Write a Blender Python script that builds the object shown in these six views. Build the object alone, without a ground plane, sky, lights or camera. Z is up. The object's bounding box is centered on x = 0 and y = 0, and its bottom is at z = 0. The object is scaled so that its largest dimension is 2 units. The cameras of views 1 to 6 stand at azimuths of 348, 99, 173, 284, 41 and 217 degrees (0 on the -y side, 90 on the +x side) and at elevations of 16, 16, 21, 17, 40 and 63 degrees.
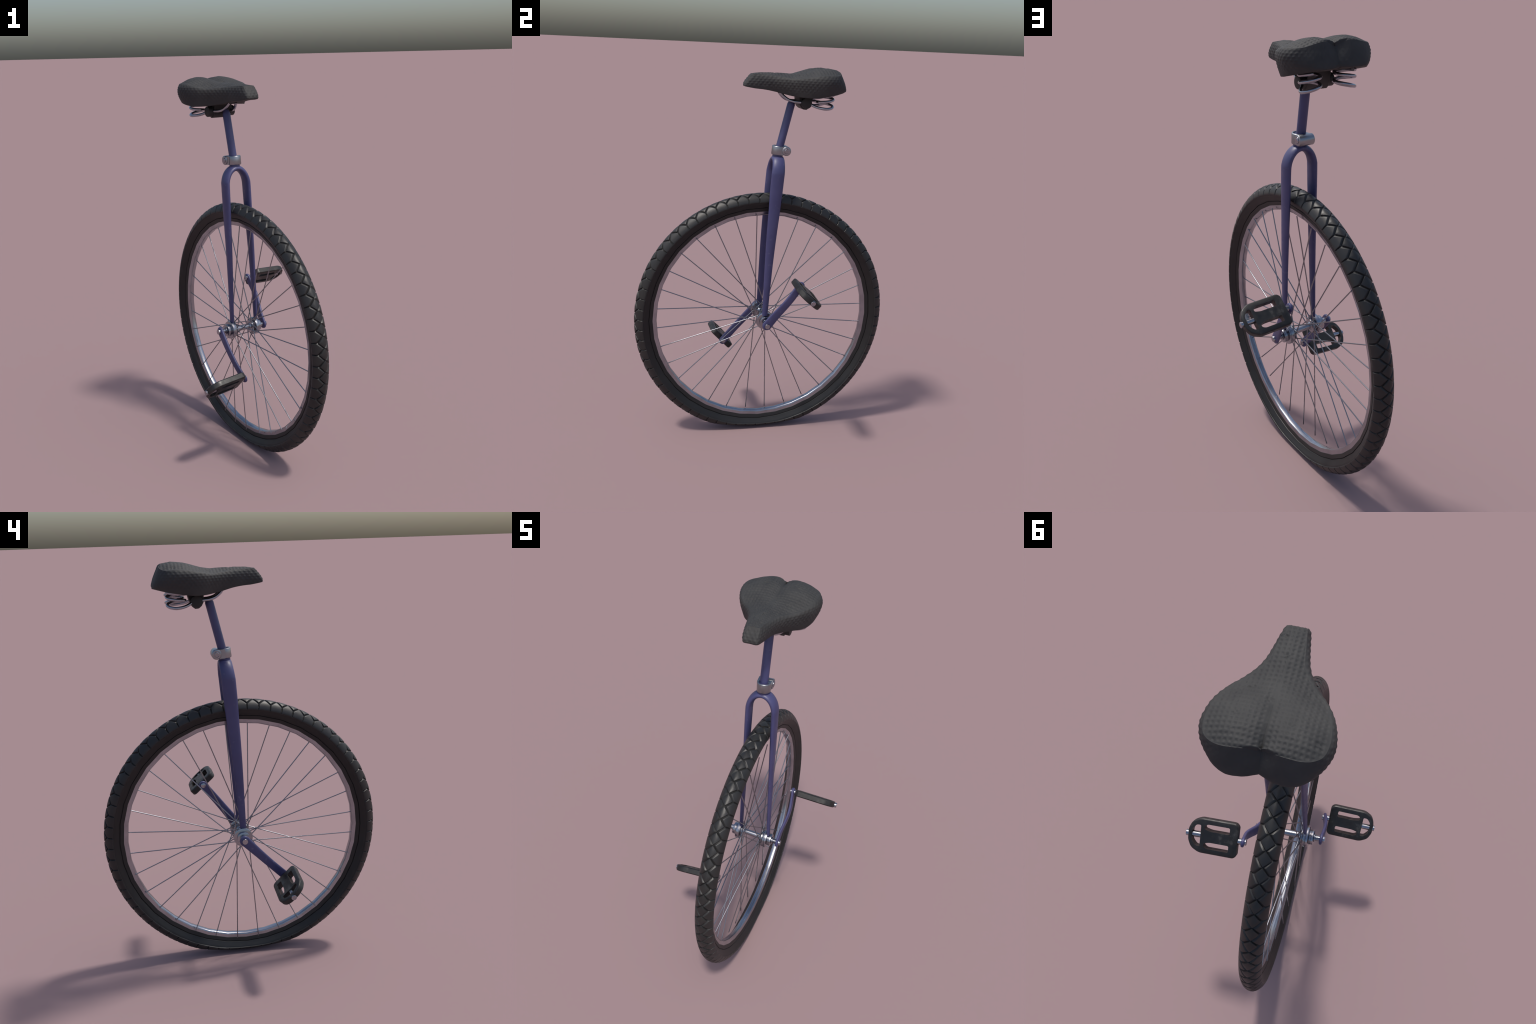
"""Unicycle: spoked wheel, blue-violet fork, clamp, post, dimpled saddle, cranks, pedals.

Everything is modelled in the wheel's own frame: x along the wheel axis,
y backwards, z up, origin on the ground below the wheel centre.  The root
Empty carries the heading (yaw) of the whole thing.
"""
import bpy, bmesh, math, random
from math import sin, cos, pi, radians, sqrt, hypot
from mathutils import Vector, Matrix, noise

random.seed(7)
YAW = radians(22.05)
H = 0.6665                     # height of the wheel centre
ROOT_AT = (-0.005, 0.0, 0.0)

for o in list(bpy.data.objects):
    bpy.data.objects.remove(o)

# ------------------------------------------------------------------ materials

def new_mat(name):
    m = bpy.data.materials.new(name)
    m.use_nodes = True
    nt = m.node_tree
    b = nt.nodes["Principled BSDF"]
    tc = nt.nodes.new("ShaderNodeTexCoord")
    return m, nt, b, tc.outputs["Object"]


def noise_node(nt, vec, scale, detail=3.0, rough=0.5):
    n = nt.nodes.new("ShaderNodeTexNoise")
    n.inputs["Scale"].default_value = scale
    n.inputs["Detail"].default_value = detail
    n.inputs["Roughness"].default_value = rough
    nt.links.new(vec, n.inputs["Vector"])
    return n.outputs["Fac"]


def ramp(nt, fac, stops):
    r = nt.nodes.new("ShaderNodeValToRGB")
    el = r.color_ramp.elements
    while len(el) < len(stops):
        el.new(0.5)
    for e, (p, c) in zip(el, stops):
        e.position = p
        e.color = (*c, 1.0) if len(c) == 3 else c
    nt.links.new(fac, r.inputs["Fac"])
    return r.outputs["Color"]


def mix(nt, fac, a, b):
    n = nt.nodes.new("ShaderNodeMix")
    n.data_type = 'RGBA'
    nt.links.new(fac, n.inputs[0])
    for val, idx in ((a, 6), (b, 7)):
        if isinstance(val, tuple):
            n.inputs[idx].default_value = (*val, 1.0)
        else:
            nt.links.new(val, n.inputs[idx])
    return n.outputs[2]


def bump(nt, bsdf, height, strength, dist):
    n = nt.nodes.new("ShaderNodeBump")
    n.inputs["Strength"].default_value = strength
    n.inputs["Distance"].default_value = dist
    nt.links.new(height, n.inputs["Height"])
    nt.links.new(n.outputs["Normal"], bsdf.inputs["Normal"])


def g(v):
    return (v, v, v)


def paint_material():
    m, nt, b, vec = new_mat("violet_paint")
    base = ramp(nt, noise_node(nt, vec, 9, 4),
                [(0.3, (0.046, 0.047, 0.126)), (0.7, (0.060, 0.060, 0.150))])
    worn = ramp(nt, noise_node(nt, vec, 34, 6, 0.62), [(0.61, g(0.0)), (0.74, g(0.45))])
    col = mix(nt, worn, base, (0.16, 0.155, 0.23))
    nt.links.new(col, b.inputs["Base Color"])
    rough = ramp(nt, noise_node(nt, vec, 22, 4), [(0.3, g(0.38)), (0.7, g(0.5))])
    nt.links.new(rough, b.inputs["Roughness"])
    return m


def rubber_material(name, lo, hi, rough):
    m, nt, b, vec = new_mat(name)
    col = ramp(nt, noise_node(nt, vec, 18, 4), [(0.3, lo), (0.7, hi)])
    nt.links.new(col, b.inputs["Base Color"])
    b.inputs["Roughness"].default_value = rough
    b.inputs["Specular IOR Level"].default_value = 0.45
    return m


def metal_material(name, col, rough, spots=0.0):
    m, nt, b, vec = new_mat(name)
    b.inputs["Metallic"].default_value = 1.0
    c = ramp(nt, noise_node(nt, vec, 14, 3, 0.5),
             [(0.36, tuple(v * (0.94 - spots) for v in col)), (0.6, col)])
    nt.links.new(c, b.inputs["Base Color"])
    r = ramp(nt, noise_node(nt, vec, 12, 2), [(0.3, g(rough * 0.9)), (0.7, g(rough * 1.15))])
    nt.links.new(r, b.inputs["Roughness"])
    return m


def saddle_material():
    m, nt, b, vec = new_mat("saddle_vinyl")
    col = ramp(nt, noise_node(nt, vec, 12, 5),
               [(0.3, (0.029, 0.029, 0.029)), (0.7, (0.042, 0.042, 0.0405))])
    nt.links.new(col, b.inputs["Base Color"])
    b.inputs["Roughness"].default_value = 0.72
    b.inputs["Specular IOR Level"].default_value = 0.35
    bump(nt, b, noise_node(nt, vec, 260, 3), 0.25, 0.0012)
    return m


def pedal_material():
    m, nt, b, vec = new_mat("pedal_plastic")
    f = noise_node(nt, vec, 30, 5, 0.6)
    col = ramp(nt, f, [(0.40, (0.009, 0.009, 0.009)), (0.58, (0.016, 0.0157, 0.015)), (0.72, (0.055, 0.053, 0.049))])  # palest stop paints the sunlit highlight patches into the base colour
    nt.links.new(col, b.inputs["Base Color"])
    r = ramp(nt, noise_node(nt, vec, 45, 4), [(0.35, g(0.36)), (0.65, g(0.58))])
    nt.links.new(r, b.inputs["Roughness"])
    bump(nt, b, f, 0.15, 0.002)
    return m


PAINT = paint_material()
TREAD = rubber_material("tread_rubber", g(0.014), (0.020, 0.020, 0.019), 0.46)
WALL = rubber_material("sidewall_rubber", (0.0095, 0.0094, 0.0092), (0.0135, 0.0134, 0.013), 0.5)
STEEL = metal_material("polished_steel", (0.38, 0.39, 0.43), 0.23, 0.10)
SPOKE = metal_material("spoke_steel", (0.28, 0.285, 0.31), 0.32, 0.05)
SATIN = metal_material("satin_alloy", (0.34, 0.35, 0.37), 0.36, 0.06)
VINYL = saddle_material()
BLACK = rubber_material("black_plastic", g(0.014), g(0.020), 0.55)
PEDAL = pedal_material()

# ------------------------------------------------------------------ objects

root = bpy.data.objects.new("unicycle", None)
bpy.context.scene.collection.objects.link(root)
root.location = ROOT_AT
root.rotation_euler = (0, 0, YAW)
root["label"] = "unicycle with violet fork, knobbly tyre and dimpled black saddle"
root["category"] = "unicycle"


def add(name, mesh, mat=None, parent=None):
    o = bpy.data.objects.new(name, mesh)
    bpy.context.scene.collection.objects.link(o)
    if mat is not None:
        mesh.materials.clear()
        mesh.materials.append(mat)
    o.parent = parent or root
    return o


def smooth(mesh, angle=40):
    mesh.polygons.foreach_set("use_smooth", [True] * len(mesh.polygons))
    if angle < 180:
        mesh.set_sharp_from_angle(angle=radians(angle))
    mesh.update()


def make(name, verts, faces, mat, parent=None, angle=40):
    me = bpy.data.meshes.new(name)
    me.from_pydata([tuple(v) for v in verts], [], faces)
    bm = bmesh.new()
    bm.from_mesh(me)
    bmesh.ops.recalc_face_normals(bm, faces=bm.faces)
    bm.to_mesh(me)
    bm.free()
    smooth(me, angle)
    return add(name, me, mat, parent)


def grid_faces(nr, nc, wrap_r=False, wrap_c=True):
    f = []
    for i in range(nr if wrap_r else nr - 1):
        for j in range(nc if wrap_c else nc - 1):
            i2, j2 = (i + 1) % nr, (j + 1) % nc
            f.append((i * nc + j, i * nc + j2, i2 * nc + j2, i2 * nc + j))
    return f


def loft(name, rings, mat, parent=None, caps=True, angle=40):
    nc = len(rings[0])
    v = [p for r in rings for p in r]
    f = grid_faces(len(rings), nc)
    if caps:
        f.append(tuple(range(nc))[::-1])
        f.append(tuple((len(rings) - 1) * nc + j for j in range(nc)))
    return make(name, v, f, mat, parent, angle)


def lathe(name, origin, axis, profile, mat, parent=None, seg=40, angle=35):
    """Turn (distance along axis, radius) pairs about an axis."""
    q = Vector((0, 0, 1)).rotation_difference(Vector(axis).normalized())
    o = Vector(origin)
    rings = [[o + q @ Vector((r * cos(2 * pi * k / seg), r * sin(2 * pi * k / seg), s))
              for k in range(seg)] for s, r in profile]
    return loft(name, rings, mat, parent, True, angle)


def rounded(s0, s1, r, b=0.002):
    """Profile of a turned collar with eased edges."""
    return [(s0, r - b), (s0 + 0.3 * b, r - 0.3 * b), (s0 + b, r), (s1 - b, r), (s1 - 0.3 * b, r - 0.3 * b), (s1, r - b)]


def catmull(pts, n):
    """Smooth points through control points (n per span)."""
    P = [Vector(p) for p in pts]
    P = [2 * P[0] - P[1]] + P + [2 * P[-1] - P[-2]]
    out = []
    for i in range(1, len(P) - 2):
        for k in range(n):
            t = k / n
            a, b, c, d = P[i - 1], P[i], P[i + 1], P[i + 2]
            out.append(0.5 * ((2 * b) + (c - a) * t + (2 * a - 5 * b + 4 * c - d) * t * t
                              + (3 * b - a - 3 * c + d) * t ** 3))
    out.append(P[-2])
    return out


def wire(name, path, r, mat, parent=None, seg=12):
    """Round wire along a smooth path, parallel-transported frame."""
    n = len(path)
    tans = [(path[min(i + 1, n - 1)] - path[max(i - 1, 0)]).normalized() for i in range(n)]
    u = tans[0].orthogonal().normalized()
    rings = []
    for i, p in enumerate(path):
        u = (u - tans[i] * u.dot(tans[i])).normalized()
        w = tans[i].cross(u)
        rings.append([p + (u * cos(2 * pi * k / seg) + w * sin(2 * pi * k / seg)) * r for k in range(seg)])
    return loft(name, rings, mat, parent, True, 60)


def lerp_table(table, x):
    if x <= table[0][0]:
        return table[0][1]
    for (x0, y0), (x1, y1) in zip(table, table[1:]):
        if x <= x1:
            t = (x - x0) / (x1 - x0)
            return y0 + (y1 - y0) * t
    return table[-1][1]


def smoothstep(a, b, x):
    t = min(1, max(0, (x - a) / (b - a)))
    return t * t * (3 - 2 * t)

# ------------------------------------------------------------------ wheel: tyre and rim


def on_wheel(x, r, ang):
    """Point at axial offset x, radius r, angle ang; the tyre is flattened where it stands."""
    z = H + r * sin(ang)
    if z < 0.034:
        z = 0.0004 + 0.0336 * max(0.0, (z + 0.0240) / 0.0580)
    return (x, r * cos(ang), z)


# carcass: sidewall, moulded ring, bead (36-sided as the original)
CARCASS = [(0.0168, 0.5928), (0.0190, 0.5945), (0.0215, 0.6030), (0.0240, 0.6115), (0.0212, 0.6135), (0.0212, 0.6146),
           (0.0252, 0.6162), (0.0300, 0.6240), (0.0370, 0.6340), (0.0425, 0.6425), (0.0435, 0.6480),
           (0.0380, 0.6600), (0.0200, 0.6720)]
prof = CARCASS + [(-x, r) for x, r in CARCASS[::-1]]
SEG = 36
rings = [[on_wheel(x, r, 2 * pi * k / SEG) for x, r in prof] for k in range(SEG)]
tyre = make("tyre", [p for r in rings for p in r], grid_faces(SEG, len(prof), True, True), WALL, None, 32)

# tread: crown with diamond blocks between crossing V-grooves and slit shoulder lugs
CROWN = [(0.0, 0.6900), (0.010, 0.6885), (0.020, 0.6840), (0.030, 0.6762), (0.038, 0.6670), (0.0436, 0.6575),
         (0.0462, 0.6505), (0.0464, 0.6462), (0.0448, 0.6435), (0.0400, 0.6418)]
ctrl = catmull([(-x, r, 0) for x, r in CROWN[:0:-1]] + [(x, r, 0) for x, r in CROWN], 12)
arc = [0.0]
for a, b in zip(ctrl, ctrl[1:]):
    arc.append(arc[-1] + (b - a).length)
half = arc[-1] / 2
ACROSS = 104
tread_prof = []
for k in range(ACROSS + 1):
    s = arc[-1] * k / ACROSS
    i = max(j for j in range(len(arc)) if arc[j] <= s + 1e-9)
    i = min(i, len(ctrl) - 2)
    t = (s - arc[i]) / (arc[i + 1] - arc[i])
    p = ctrl[i].lerp(ctrl[i + 1], t)
    d = (ctrl[i + 1] - ctrl[i]).normalized()
    tread_prof.append((p.x, p.y, s - half, Vector((-d.y, d.x, 0))))
BLOCKS, PER = 72, 30
PHASE = radians(1.2)
CELL = 2 * pi / BLOCKS
HALF_L = CELL / 2 * 0.687          # half length of a diamond along the tyre
WAIST = 0.0330                     # half width of a diamond across the tyre
EDGE_S = half - 0.0095             # lugs end here

verts = []
for c in range(BLOCKS * PER):
    ang = PHASE + CELL * c / PER
    u = ((c % PER) / PER) * 2 - 1               # -1 .. 1, crossings at the ends
    along = u * HALF_L
    for x, r, s, nrm in tread_prof:
        a = abs(s)
        # distance to the zigzag groove |s|/W + |u| = 1, with a blunted outer corner
        d = abs(a / WAIST + abs(u) - 1) / hypot(1 / WAIST, 1 / HALF_L)
        inside = a / WAIST + abs(u) < 1
        # steep wall on the diamond side, wide flat chamfer on the lug side
        if inside:
            depth = 0.0068 * max(0.0, 1 - d / 0.0018)
        else:
            depth = 0.0068 * max(0.0, 1 - max(0.0, d - 0.0004) / 0.0078)
        # gentle doming of the diamond blocks
        if inside:
            depth += 0.0010 * (1 - smoothstep(0.0, 0.016, d))
        # shoulder slits running from the diamond corners to the sidewall
        if a > WAIST - 0.002 and a < EDGE_S + 0.004:
            slit = 0.0046 - 0.0022 * smoothstep(WAIST, EDGE_S, a)
            depth = max(depth, 0.0058 * min(1.0, 1.4 * max(0.0, 1 - abs(along) / slit)) * (1 - smoothstep(EDGE_S - 0.001, EDGE_S + 0.004, a)))
        n = nrm
        verts.append(on_wheel(x - n.x * depth, r - n.y * depth, ang))
tread = make("tread", verts, grid_faces(BLOCKS * PER, ACROSS + 1, True, False), TREAD, tyre, 38)

RIM = [(0.0, 0.5716), (0.0105, 0.5722), (0.0138, 0.5742), (0.0156, 0.5795), (0.0172, 0.5915),
       (0.0180, 0.5950), (0.0150, 0.598)]
prof = RIM + [(-x, r) for x, r in RIM[:0:-1]]
rings = [[(x, r * cos(2 * pi * k / SEG), H + r * sin(2 * pi * k / SEG)) for x, r in prof] for k in range(SEG)]
make("rim", [p for r in rings for p in r], grid_faces(SEG, len(prof), True, True), STEEL, None, 50)

# ------------------------------------------------------------------ hub and spokes (tilted a little in the wheel)

TILT = radians(4.07)
HUB = Vector((-0.0106, 0.006, H + 0.0019))
AX = Vector((cos(TILT), 0, -sin(TILT)))
AZ = Vector((sin(TILT), 0, cos(TILT)))
AY = Vector((0, 1, 0))


def hub_pt(s, r, ang):
    return HUB + AX * s + AY * (r * cos(ang)) + AZ * (r * sin(ang))


side = [(0.0, 0.0145), (0.040, 0.0145), (0.0425, 0.0185), (0.0450, 0.0200)]
side += rounded(0.0455, 0.0595, 0.0340) + [(0.0600, 0.0300), (0.0630, 0.0300)]
side += rounded(0.0635, 0.0860, 0.0475, 0.0028) + [(0.0865, 0.0320)]
side += rounded(0.0870, 0.1070, 0.0325, 0.0022) + [(0.1075, 0.0190)]
side += rounded(0.1080, 0.1130, 0.0190, 0.0015) + [(0.1135, 0.0125), (0.1560, 0.0125)]
side = [(s, r) for s, r in side]
hub_profile = [(-s, r) for s, r in side[:0:-1]] + side
hub = lathe("hub", HUB, AX, hub_profile, STEEL, None, 48, 35)

spoke_mesh = bpy.data.meshes.new("spoke")
bm = bmesh.new()
bmesh.ops.create_cone(bm, cap_ends=True, segments=8, radius1=0.0026, radius2=0.0026, depth=1.0,
                      matrix=Matrix.Translation((0, 0, 0.5)))
bm.to_mesh(spoke_mesh)
bm.free()
smooth(spoke_mesh, 60)
spoke_mesh.materials.append(SPOKE)
# sideways runout of each pair's rim end (metres), zero where the rim hides it
RUNOUT = {10: 0.001, 11: 0.005, 12: -0.006, 13: -0.003, 14: 0.0075, 15: -0.003}
for k in range(16):
    centre = 2 * pi * k / 16 - radians(0.4)
    s = -0.052 if k % 2 == 0 else 0.052
    for sense in (1, -1):
        a = centre + sense * radians(5.5)
        rz = 0.580 * sin(a)
        rim_end = Vector((-0.0049 + 0.058 * rz + RUNOUT.get(k, 0.0), 0.580 * cos(a), H + rz))
        foot = hub_pt(s, 0.029, centre + sense * radians(2.8 + 90))
        d = rim_end - foot
        foot = foot - d.normalized() * 0.004
        d = rim_end - foot
        o = add("spoke", spoke_mesh)
        o.matrix_local = (Matrix.Translation(foot) @ d.to_track_quat('Z', 'Y').to_matrix().to_4x4()
                          @ Matrix.Diagonal((1, 1, d.length, 1)))

# ------------------------------------------------------------------ fork

LEG = [(0.0770, 0.0030, 0.030), (0.0755, 0.0060, 0.12), (0.0738, 0.0095, 0.21), (0.0722, 0.0130, 0.30),
       (0.0705, 0.0180, 0.40), (0.0688, 0.0240, 0.50), (0.0672, 0.0310, 0.60), (0.0658, 0.0370, 0.70),
       (0.0645, 0.0425, 0.785)]
ARCH = [(0.0645 * cos(t), 0.0425 + 0.008 * sin(t), 0.785 + 0.088 * sin(t))
        for t in (pi * k / 12 for k in range(1, 12))]
path = catmull(LEG + ARCH + [(-x, y, z) for x, y, z in LEG[::-1]], 5)
THICK = [(0.03, 0.0080), (0.3, 0.0105), (0.55, 0.0130), (0.78, 0.0150), (0.87, 0.0160)]   # half, across
DEPTH = [(0.03, 0.0150), (0.3, 0.0215), (0.55, 0.0290), (0.70, 0.0335), (0.80, 0.0345), (0.873, 0.0315)]  # half, fore-aft
rings = []
for i, p in enumerate(path):
    t = (path[min(i + 1, len(path) - 1)] - path[max(i - 1, 0)]).normalized()
    n1 = Vector((t.z, 0, -t.x)).normalized()
    n2 = t.cross(n1).normalized()
    a, b = lerp_table(THICK, p.z), lerp_table(DEPTH, p.z)
    rings.append([p + Vector((0, 0, H)) + n1 * (a * cos(q)) + n2 * (b * sin(q))
                  for q in (2 * pi * k / 28 for k in range(28))])
fork = loft("fork", rings, PAINT, None, True, 60)
LEAN = Vector((0, sin(radians(8)), cos(radians(8))))
lathe("fork_stem", (0, 0.0475, H + 0.868), LEAN, [(0.0, 0.027), (0.05, 0.027), (0.062, 0.0265), (0.063, 0.0262)],
      PAINT, fork, 36)

# ------------------------------------------------------------------ seat clamp collar

CTILT = radians(6)
CA = Vector((0, sin(CTILT), cos(CTILT)))
CO = Vector((0.0015, 0.0500, H + 0.9130))
collar_profile = [(-0.0235, 0.0285), (-0.0225, 0.0310), (-0.0195, 0.0325), (0.0195, 0.0325), (0.0225, 0.0312),
                  (0.0238, 0.0285), (0.0225, 0.0255), (0.0150, 0.0245), (0.0100, 0.0200)]
clamp = lathe("seat_clamp", CO, CA, collar_profile, SATIN, None, 48, 50)
LUG = Vector((-0.0018, 0.0900, H + 0.9115))
# lug barrel blended into the collar by a web
lathe("clamp_lug", LUG, (1, 0, 0), rounded(-0.0365, 0.0365, 0.0240, 0.004), SATIN, clamp, 36, 50)
w = []
for sx in (-1, 1):
    for y, z in ((0.050, -0.0215), (0.090, -0.0205), (0.090, 0.0205), (0.050, 0.0215)):
        w.append((sx * (0.0318 if y < 0.07 else 0.0335) - 0.0015, y, H + 0.9125 + z - (y - 0.05) * 0.03))
make("clamp_web", w, [(0, 1, 2, 3), (4, 5, 6, 7), (0, 1, 5, 4), (1, 2, 6, 5), (2, 3, 7, 6), (3, 0, 4, 7)], SATIN, clamp, 20)
bolt_profile = [(0.0, 0.0175), (0.0010, 0.0170), (0.0010, 0.0130), (-0.0005, 0.0125), (0.0030, 0.0120), (0.0042, 0.0105), (0.0045, 0.006)]
for sx in (-1, 1):
    lathe("clamp_bolt", LUG + Vector((sx * 0.0360, 0, 0)), (sx, 0, 0), bolt_profile, STEEL, clamp, 24, 30)

# ------------------------------------------------------------------ seat post

P0, P1 = Vector((-0.002, 0.0530, H + 0.900)), Vector((-0.003, 0.1135, H + 1.1660))
PD = (P1 - P0).normalized()
PL = (P1 - P0).length
post = lathe("seat_post", P0, PD, [(0, 0.0202), (PL - 0.018, 0.0202), (PL, 0.0145)], PAINT, None, 32, 50)

# ------------------------------------------------------------------ saddle

CX = -0.003
# per control point around half the outline, nose to cleft: lower hem, widest line, top edge
OUTLINE = [
    ((0.0000, -0.1345, 1.2300), (0.0000, -0.1360, 1.2480), (0.0000, -0.1030, 1.2935)),
    ((0.0310, -0.1330, 1.2300), (0.0335, -0.1335, 1.2480), (0.0295, -0.1010, 1.2920)),
    ((0.0405, -0.0900, 1.2235), (0.0455, -0.0880, 1.2560), (0.0355, -0.0780, 1.2930)),
    ((0.0475, -0.0400, 1.2195), (0.0545, -0.0400, 1.2580), (0.0420, -0.0350, 1.2920)),
    ((0.0550, 0.0120, 1.2110), (0.0665, 0.0100, 1.2560), (0.0500, 0.0150, 1.2895)),
    ((0.0700, 0.0550, 1.2010), (0.0845, 0.0500, 1.2530), (0.0695, 0.0550, 1.2850)),
    ((0.0980, 0.1000, 1.1935), (0.1135, 0.0900, 1.2490), (0.1010, 0.0950, 1.2815)),
    ((0.1300, 0.1350, 1.1900), (0.1430, 0.1250, 1.2500), (0.1310, 0.1270, 1.2835)),
    ((0.1525, 0.1750, 1.1895), (0.1690, 0.1700, 1.2520), (0.1560, 0.1700, 1.2925)),
    ((0.1635, 0.2150, 1.1935), (0.1830, 0.2150, 1.2540), (0.1680, 0.2150, 1.3005)),
    ((0.1665, 0.2600, 1.2010), (0.1870, 0.2580, 1.2540), (0.1720, 0.2600, 1.3025)),
    ((0.1555, 0.3000, 1.2085), (0.1750, 0.2980, 1.2500), (0.1630, 0.2980, 1.3005)),
    ((0.1350, 0.3310, 1.2150), (0.1520, 0.3300, 1.2440), (0.1390, 0.3200, 1.3035)),
    ((0.1090, 0.3530, 1.2200), (0.1220, 0.3560, 1.2380), (0.1080, 0.3310, 1.3110)),
    ((0.0770, 0.3630, 1.2230), (0.0850, 0.3680, 1.2340), (0.0760, 0.3335, 1.3180)),
    ((0.0430, 0.3600, 1.2240), (0.0460, 0.3655, 1.2340), (0.0480, 0.3310, 1.3180)),
    ((0.0180, 0.3520, 1.2240), (0.0200, 0.3575, 1.2350), (0.0200, 0.3235, 1.3060)),
    ((0.0000, 0.3450, 1.2240), (0.0000, 0.3500, 1.2360), (0.0000, 0.3175, 1.2970)),
]
SPINE = [(-0.103, 1.2940), (-0.06, 1.3010), (0.0, 1.3025), (0.06, 1.3015), (0.10, 1.2995), (0.14, 1.3020),
         (0.19, 1.3090), (0.24, 1.3145), (0.275, 1.3135), (0.30, 1.3065), (0.3175, 1.2970)]
BULGE = [(-0.1, 0.001), (0.06, 0.001), (0.12, 0.006), (0.17, 0.012), (0.22, 0.0198), (0.28, 0.0245), (0.31, 0.0180), (0.333, 0.004)]
NS = 22                                   # samples per outline span
hem = catmull([c[0] for c in OUTLINE], NS)
wide = catmull([c[1] for c in OUTLINE], NS)
edge = catmull([c[2] for c in OUTLINE], NS)
n_out = len(edge)
run = [0.0]
for a, b in zip(wide, wide[1:]):
    run.append(run[-1] + (b - a).length)
N_SIDE, N_TOP = 44, 62
HEM_Z = [(c[0][1], c[0][2]) for c in OUTLINE if c[0][1] < 0.345]
HEM_Z = sorted(HEM_Z)


def pebbles(a, b, la, row):
    """Staggered rows of soft round bumps, 0 .. 1."""
    h = 0.0
    r0 = math.floor(b / row)
    for r in (r0 - 1, r0, r0 + 1, r0 + 2):
        x = a / la + (0.5 if r % 2 else 0.0)
        dx = (x - round(x)) * la
        db = b - r * row
        h += math.exp(-(dx * dx) / 0.0058 ** 2 - (db * db) / 0.0043 ** 2)
    return min(1.0, h)


def saddle_column(i):
    """Points of one column, from under the saddle over the hem and side to the spine."""
    B, W, E = hem[i], wide[i], edge[i]
    col = []
    f = i / (n_out - 1)
    uy = hem[0].y + (hem[-1].y - hem[0].y) * smooth_spine(f)
    U = Vector((0, uy, lerp_table(HEM_Z, uy) + 0.003))
    for k in range(6):
        q = U.lerp(B, k / 6)
        q.z += 0.001 * sin(pi * k / 6)
        col.append((q, 'under', 0))
    for k in range(N_SIDE):
        t = k / N_SIDE
        # quadratic through hem, widest line, edge (eased)
        tm = 0.40
        l0 = (t - tm) * (t - 1) / (tm)
        l1 = t * (t - 1) / (tm * (tm - 1))
        l2 = t * (t - tm) / (1 - tm)
        col.append((B * l0 + W * l1 + E * l2, 'side', t))
    # spine partner: keeps y monotone from nose to cleft
    y0, y1 = edge[0].y, edge[-1].y
    sy = y0 + (y1 - y0) * smooth_spine(f)
    S = Vector((0, sy, lerp_table(SPINE, sy)))
    bul = lerp_table(BULGE, 0.5 * (E.y + sy))
    for k in range(N_TOP + 1):
        t = k / N_TOP                        # 0 at the edge, 1 at the spine
        q = E.lerp(S, t)
        q.z += bul * 4.553 * t ** 1.2 * (1 - t)
        col.append((q, 'top', t))
    return col


def smooth_spine(f):
    # spine position as a share of the saddle length against outline share
    tab = [(0.0, 0.0), (0.06, 0.004), (0.12, 0.05), (0.20, 0.20), (0.28, 0.34), (0.36, 0.46), (0.44, 0.56),
           (0.52, 0.67), (0.60, 0.78), (0.68, 0.87), (0.76, 0.93), (0.86, 0.97), (1.0, 1.0)]
    return lerp_table(tab, f)


cols = [saddle_column(i) for i in range(n_out)]
nr = len(cols[0])
pos, tag = [], []
order = [(i, 1) for i in range(n_out)] + [(i, -1) for i in range(n_out - 2, 0, -1)]
for i, sx in order:
    for p, kind, t in cols[i]:
        pos.append(Vector((CX + sx * p.x, p.y, p.z + H)))
        tan = (wide[min(i + 1, n_out - 1)] - wide[max(i - 1, 0)])
        tan.z = 0
        tan.normalize()
        tag.append((kind, sx * (run[i] + (p - wide[i]).dot(tan)), t, p))
faces = grid_faces(len(order), nr, True, False)
me = bpy.data.meshes.new("saddle")
me.from_pydata([tuple(p) for p in pos], [], faces)
bm = bmesh.new()
bm.from_mesh(me)
bm.verts.ensure_lookup_table()
# raised dimple grain and soft creases pushed along the surface normal
bm.normal_update()
moves = []
WR = [(0.02, -0.065, 0.016), (0.0, 0.01, 0.02), (0.085, 0.235, 0.02), (-0.075, 0.235, 0.02), (0.01, 0.16, 0.022), (-0.09, 0.12, 0.02), (0.075, 0.125, 0.02), (-0.15, 0.275, 0.018)]
for v, (kind, u, t, p) in zip(bm.verts, tag):
    d = 0.0
    if kind == 'side':
        fade = smoothstep(0.04, 0.25, t) * (1 - smoothstep(0.88, 1.0, t))
        rear = 1 - 0.8 * smoothstep(0.30, 0.345, p.y)
        d = 0.0019 * (pebbles(u, p.z, 0.0215, 0.0120) - 0.5) * fade * rear
    elif kind == 'top':
        fade = smoothstep(0.0, 0.07, t) * (1 - smoothstep(0.93, 0.99, t))
        gx, gy = v.co.x, v.co.y
        dd = (0.5 + 0.5 * cos(2 * pi * gx / 0.0158)) * (0.5 + 0.5 * cos(2 * pi * gy / 0.0158))
        d = -0.0021 * dd * fade
        for wx, wy, wr in WR:
            e = hypot(gx - wx, gy - wy) / wr
            if e < 1.0:
                d -= 0.0036 * (1 - smoothstep(0, 1, e)) * (0.6 + 0.9 * noise.noise(Vector((gx * 160, gy * 160, 3.1))))
    d += 0.0006 * noise.noise(v.co * 38) if kind != 'under' else 0.0
    moves.append((v, d))
cen = Vector((CX, 0.15, H + 1.25))
# make sure the normals look outward before pushing
bmesh.ops.recalc_face_normals(bm, faces=bm.faces)
bm.normal_update()
for v, d in moves:
    v.co = v.co + v.normal * d
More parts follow.
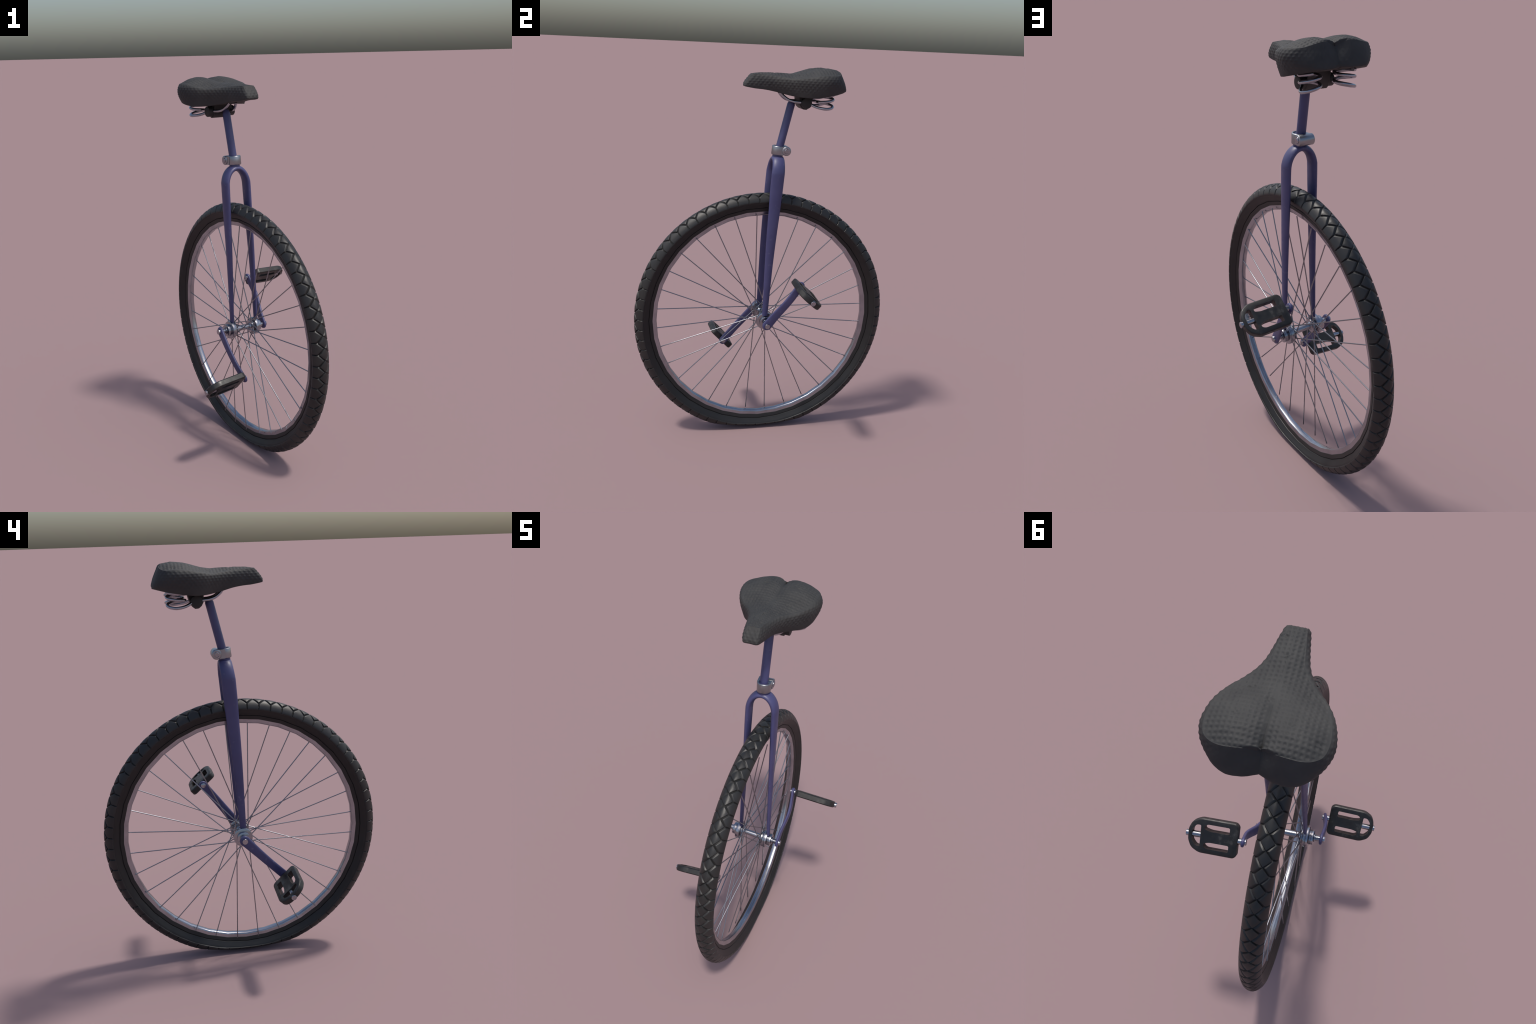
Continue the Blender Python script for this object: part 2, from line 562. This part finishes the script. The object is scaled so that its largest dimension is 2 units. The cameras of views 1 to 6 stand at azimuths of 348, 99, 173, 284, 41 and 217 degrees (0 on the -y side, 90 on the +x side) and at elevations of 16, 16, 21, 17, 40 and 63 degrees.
# stitch the spine seam
bm.verts.ensure_lookup_table()
seams = []
for row in (nr - 1, 0):
    seam = [bm.verts[k * nr + row] for k in range(len(order))]
    for k in range(1, n_out - 1):
        a, b = seam[k], seam[len(order) - k]
        mid = (a.co + b.co) / 2
        a.co = b.co = Vector((CX, mid.y, mid.z))
    seams += seam
# crisp line where the top meets the sides
row = 6 + N_SIDE
top_line = set(bm.verts[k * nr + row] for k in range(len(order)))
for e in bm.edges:
    if e.verts[0] in top_line and e.verts[1] in top_line:
        e.smooth = False
bmesh.ops.remove_doubles(bm, verts=seams, dist=0.00005)
# the cleft between the cheeks is a hard fold
for e in bm.edges:
    a, b = e.verts
    if all(abs(v.co.x - CX) < 0.0002 and v.co.y > 0.13 and v.co.z > H + 1.24 for v in (a, b)):
        e.smooth = False
bmesh.ops.recalc_face_normals(bm, faces=bm.faces)
bm.to_mesh(me)
bm.free()
smooth(me, 180)
saddle = add("saddle", me, VINYL)

# clamp block that carries the saddle rails
body = [(0.136, 1.205), (0.139, 1.155), (0.148, 1.138), (0.161, 1.127), (0.179, 1.1255), (0.192, 1.136), (0.203, 1.160), (0.214, 1.205)]
bmv = []
for sx in (-0.0525, 0.0525):
    for y, z in body:
        bmv.append((CX + sx, y, H + z))
nb = len(body)
bf = [tuple(range(nb)), tuple(range(nb, 2 * nb))] + [(k, (k + 1) % nb, nb + (k + 1) % nb, nb + k) for k in range(nb)]
block = make("saddle_clamp", bmv, bf, BLACK, None, 30)
md = block.modifiers.new("b", 'BEVEL')
md.width, md.segments = 0.003, 2
lathe("clamp_barrel", (CX, 0.172, H + 1.1595), (1, 0, 0), rounded(-0.0785, 0.0785, 0.0270, 0.003), BLACK, block, 30, 35)

# rails running into two-turn springs under the cheeks
for sx in (-1, 1):
    front = [(0.020, 0.047, 1.206), (0.026, 0.062, 1.189), (0.034, 0.085, 1.173), (0.042, 0.110, 1.1655), (0.047, 0.130, 1.1635),
             (0.056, 0.155, 1.1620), (0.064, 0.185, 1.1580), (0.085, 0.214, 1.1450)]
    coil_c, coil_r = Vector((0.078, 0.2650, 0)), 0.0390
    pts = [Vector(q) for q in front]
    turns = [(-48, 1.1395), (0, 1.1370), (45, 1.1410), (90, 1.1490), (135, 1.1560), (180, 1.1610), (225, 1.1650), (270, 1.1680), (315, 1.1700),
             (360, 1.1730), (405, 1.1780), (450, 1.1840), (495, 1.1885), (540, 1.1920), (585, 1.1950), (630, 1.1955), (675, 1.1972),
             (720, 1.2000), (765, 1.2035), (795, 1.2060)]
    for deg, z in turns:
        a = radians(deg)
        grow = 1 + 0.10 * (z - 1.137) / 0.075
        pts.append(Vector((coil_c.x + coil_r * cos(a), coil_c.y + coil_r * grow * sin(a), z)))
    path = [Vector((CX + sx * p.x, p.y, p.z + H)) for p in catmull(pts, 6)]
    wire("saddle_spring", path, 0.0072, STEEL, saddle, 12)

# ------------------------------------------------------------------ cranks and pedals

CRANKS = {
    1: dict(a=(0.0063, -0.0078), b=(0.1750, 0.2175),
            x=[(-0.1, 0.129), (0.0, 0.129), (0.2, 0.1335), (0.4, 0.1440), (0.55, 0.1510), (0.7, 0.1530), (0.85, 0.1500), (1.0, 0.1460), (1.1, 0.1440)],
            inner=(0.1319, 0.1743, 0.2189), outer=(0.3849, 0.1784, 0.2016), wdir=(0, 0.755, -0.655)),
    -1: dict(a=(0.0055, 0.0113), b=(-0.1870, -0.1940),
             x=[(-0.1, -0.1490), (0.0, -0.1495), (0.2, -0.1505), (0.4, -0.1510), (0.6, -0.1490), (0.75, -0.1455), (0.9, -0.1395), (1.0, -0.1345), (1.1, -0.130)],
             inner=(-0.1214, -0.1864, -0.1928), outer=(-0.3715, -0.1907, -0.2066), wdir=(0, 0.70, -0.714)),
}


def round_loop(corners, n=6):
    """Polygon whose corners (x, y, radius) are rounded."""
    pts = []
    m = len(corners)
    for k in range(m):
        p0, p1, p2 = (Vector(corners[(k + d) % m][:2]) for d in (-1, 0, 1))
        r = corners[k][2]
        a, b = p1 + (p0 - p1).normalized() * r, p1 + (p2 - p1).normalized() * r
        for j in range(n):
            t = j / (n - 1)
            pts.append(a * (1 - t) ** 2 + p1 * (2 * t * (1 - t)) + b * t * t)
    return pts


def inset(pts, d):
    """Move a counter-clockwise outline inward by d."""
    out = []
    m = len(pts)
    for k in range(m):
        a, b, c = pts[k - 1], pts[k], pts[(k + 1) % m]
        t = (c - a).normalized()
        out.append(b + Vector((-t.y, t.x)) * d)
    return out


def pedal_body():
    """Flat pedal: outline with two long slots and a rounded end window, eased outer edges.
    Local x runs outward along the pedal axle, y across."""
    half_t = 0.0160
    outer = round_loop([(0.033, -0.061, 0.008), (0.046, -0.0745, 0.009), (0.194, -0.0745, 0.014), (0.228, -0.056, 0.014),
                        (0.2425, -0.024, 0.012), (0.2425, 0.024, 0.012), (0.228, 0.056, 0.014), (0.194, 0.0745, 0.014),
                        (0.046, 0.0745, 0.009), (0.033, 0.061, 0.008)])
    rings = []
    for z, d in ((-half_t, 0.0052), (-half_t + 0.0012, 0.0028), (-half_t + 0.0050, 0.0), (half_t - 0.0050, 0.0),
                 (half_t - 0.0012, 0.0028), (half_t, 0.0052)):
        rings.append([(p.x, p.y, z) for p in inset(outer, d)])
    slab = loft("tmp_slab", rings, None)
    cuts = [round_loop([(0.069, sy * 0.0235, 0.007), (0.150, sy * 0.0235, 0.008), (0.175, sy * 0.030, 0.006),
                        (0.175, sy * 0.044, 0.006), (0.162, sy * 0.0525, 0.008), (0.069, sy * 0.0525, 0.007)]) for sy in (-1, 1)]
    cuts.append(round_loop([(0.190, -0.046, 0.006), (0.208, -0.046, 0.008), (0.2265, -0.024, 0.012),
                            (0.2265, 0.024, 0.012), (0.208, 0.046, 0.008), (0.190, 0.046, 0.006)]))
    tools = []
    for c in cuts:
        tool = loft("tmp_cut", [[(p.x, p.y, z) for p in c] for z in (-0.03, 0.03)], None)
        tools.append(tool)
        md = slab.modifiers.new("cut", 'BOOLEAN')
        md.operation, md.solver, md.object = 'DIFFERENCE', 'EXACT', tool
    bpy.context.view_layer.update()
    dg = bpy.context.evaluated_depsgraph_get()
    me = bpy.data.meshes.new_from_object(slab.evaluated_get(dg))
    for o in tools + [slab]:
        bpy.data.objects.remove(o)
    smooth(me, 32)
    me.name = "pedal"
    me.materials.clear()
    me.materials.append(PEDAL)
    return me


pedal_mesh = pedal_body()
for sx, k in CRANKS.items():
    A = Vector((0, k["a"][0], H + k["a"][1]))
    B = Vector((0, k["b"][0], H + k["b"][1]))
    L = (B - A).length
    u = (B - A).normalized()
    v = Vector((1, 0, 0)).cross(u).normalized()
    xs = catmull([(t, x, 0) for t, x in k["x"]], 10)
    xtab = [(p.x, p.y) for p in xs]
    ra, rb = 0.0258, 0.0215
    rings = []
    steps = [-ra * cos(pi / 2 * j / 8) for j in range(9)]
    steps += [L * j / 28 for j in range(1, 28)]
    steps += [L + rb * sin(pi / 2 * j / 8) for j in range(9)]
    for s in steps:
        if s < 0:
            w, e = sqrt(max(0, ra * ra - s * s)), s / ra
        elif s > L:
            w, e = sqrt(max(0, rb * rb - (s - L) ** 2)), (s - L) / rb
        else:
            w, e = ra + (rb - ra) * s / L - 0.0025 * sin(pi * s / L), 0
        w = max(w, 0.0012)
        th = 0.0078 * sqrt(max(0.05, 1 - abs(e) ** 6))
        x = lerp_table(xtab, s / L)
        c = A + u * s + Vector((x, 0, 0))
        ring = []
        for j in range(24):
            q = 2 * pi * j / 24
            cw, sw = cos(q), sin(q)
            ex = 0.55
            ring.append(c + v * (w * math.copysign(abs(cw) ** ex, cw)) + Vector((1, 0, 0)) * (th * math.copysign(abs(sw) ** 0.75, sw)))
        rings.append(ring)
    crank = loft("crank", rings, PAINT, None, True, 70)
    # axle bolt and pedal axle
    I, O = Vector(k["inner"]) + Vector((0, 0, H)), Vector(k["outer"]) + Vector((0, 0, H))
    ax = (O - I).normalized()
    lathe("crank_bolt", HUB + AX * (sx * 0.1430), AX * sx, [(0, 0.0135), (0.0125, 0.0135), (0.0130, 0.0131), (0.0131, 0.010)], STEEL, crank, 24, 40)
    lathe("pedal_axle", I, ax, [(0, 0.0115), (0.0012, 0.0130), ((O - I).length - 0.0012, 0.0130), ((O - I).length, 0.0118)], STEEL, crank, 24, 40)
    wv = Vector(k["wdir"])
    wv = (wv - ax * wv.dot(ax)).normalized()
    nv = ax.cross(wv)
    p = add("pedal", pedal_mesh)
    M = Matrix((ax, wv, nv)).transposed().to_4x4()
    p.matrix_local = Matrix.Translation(I) @ M
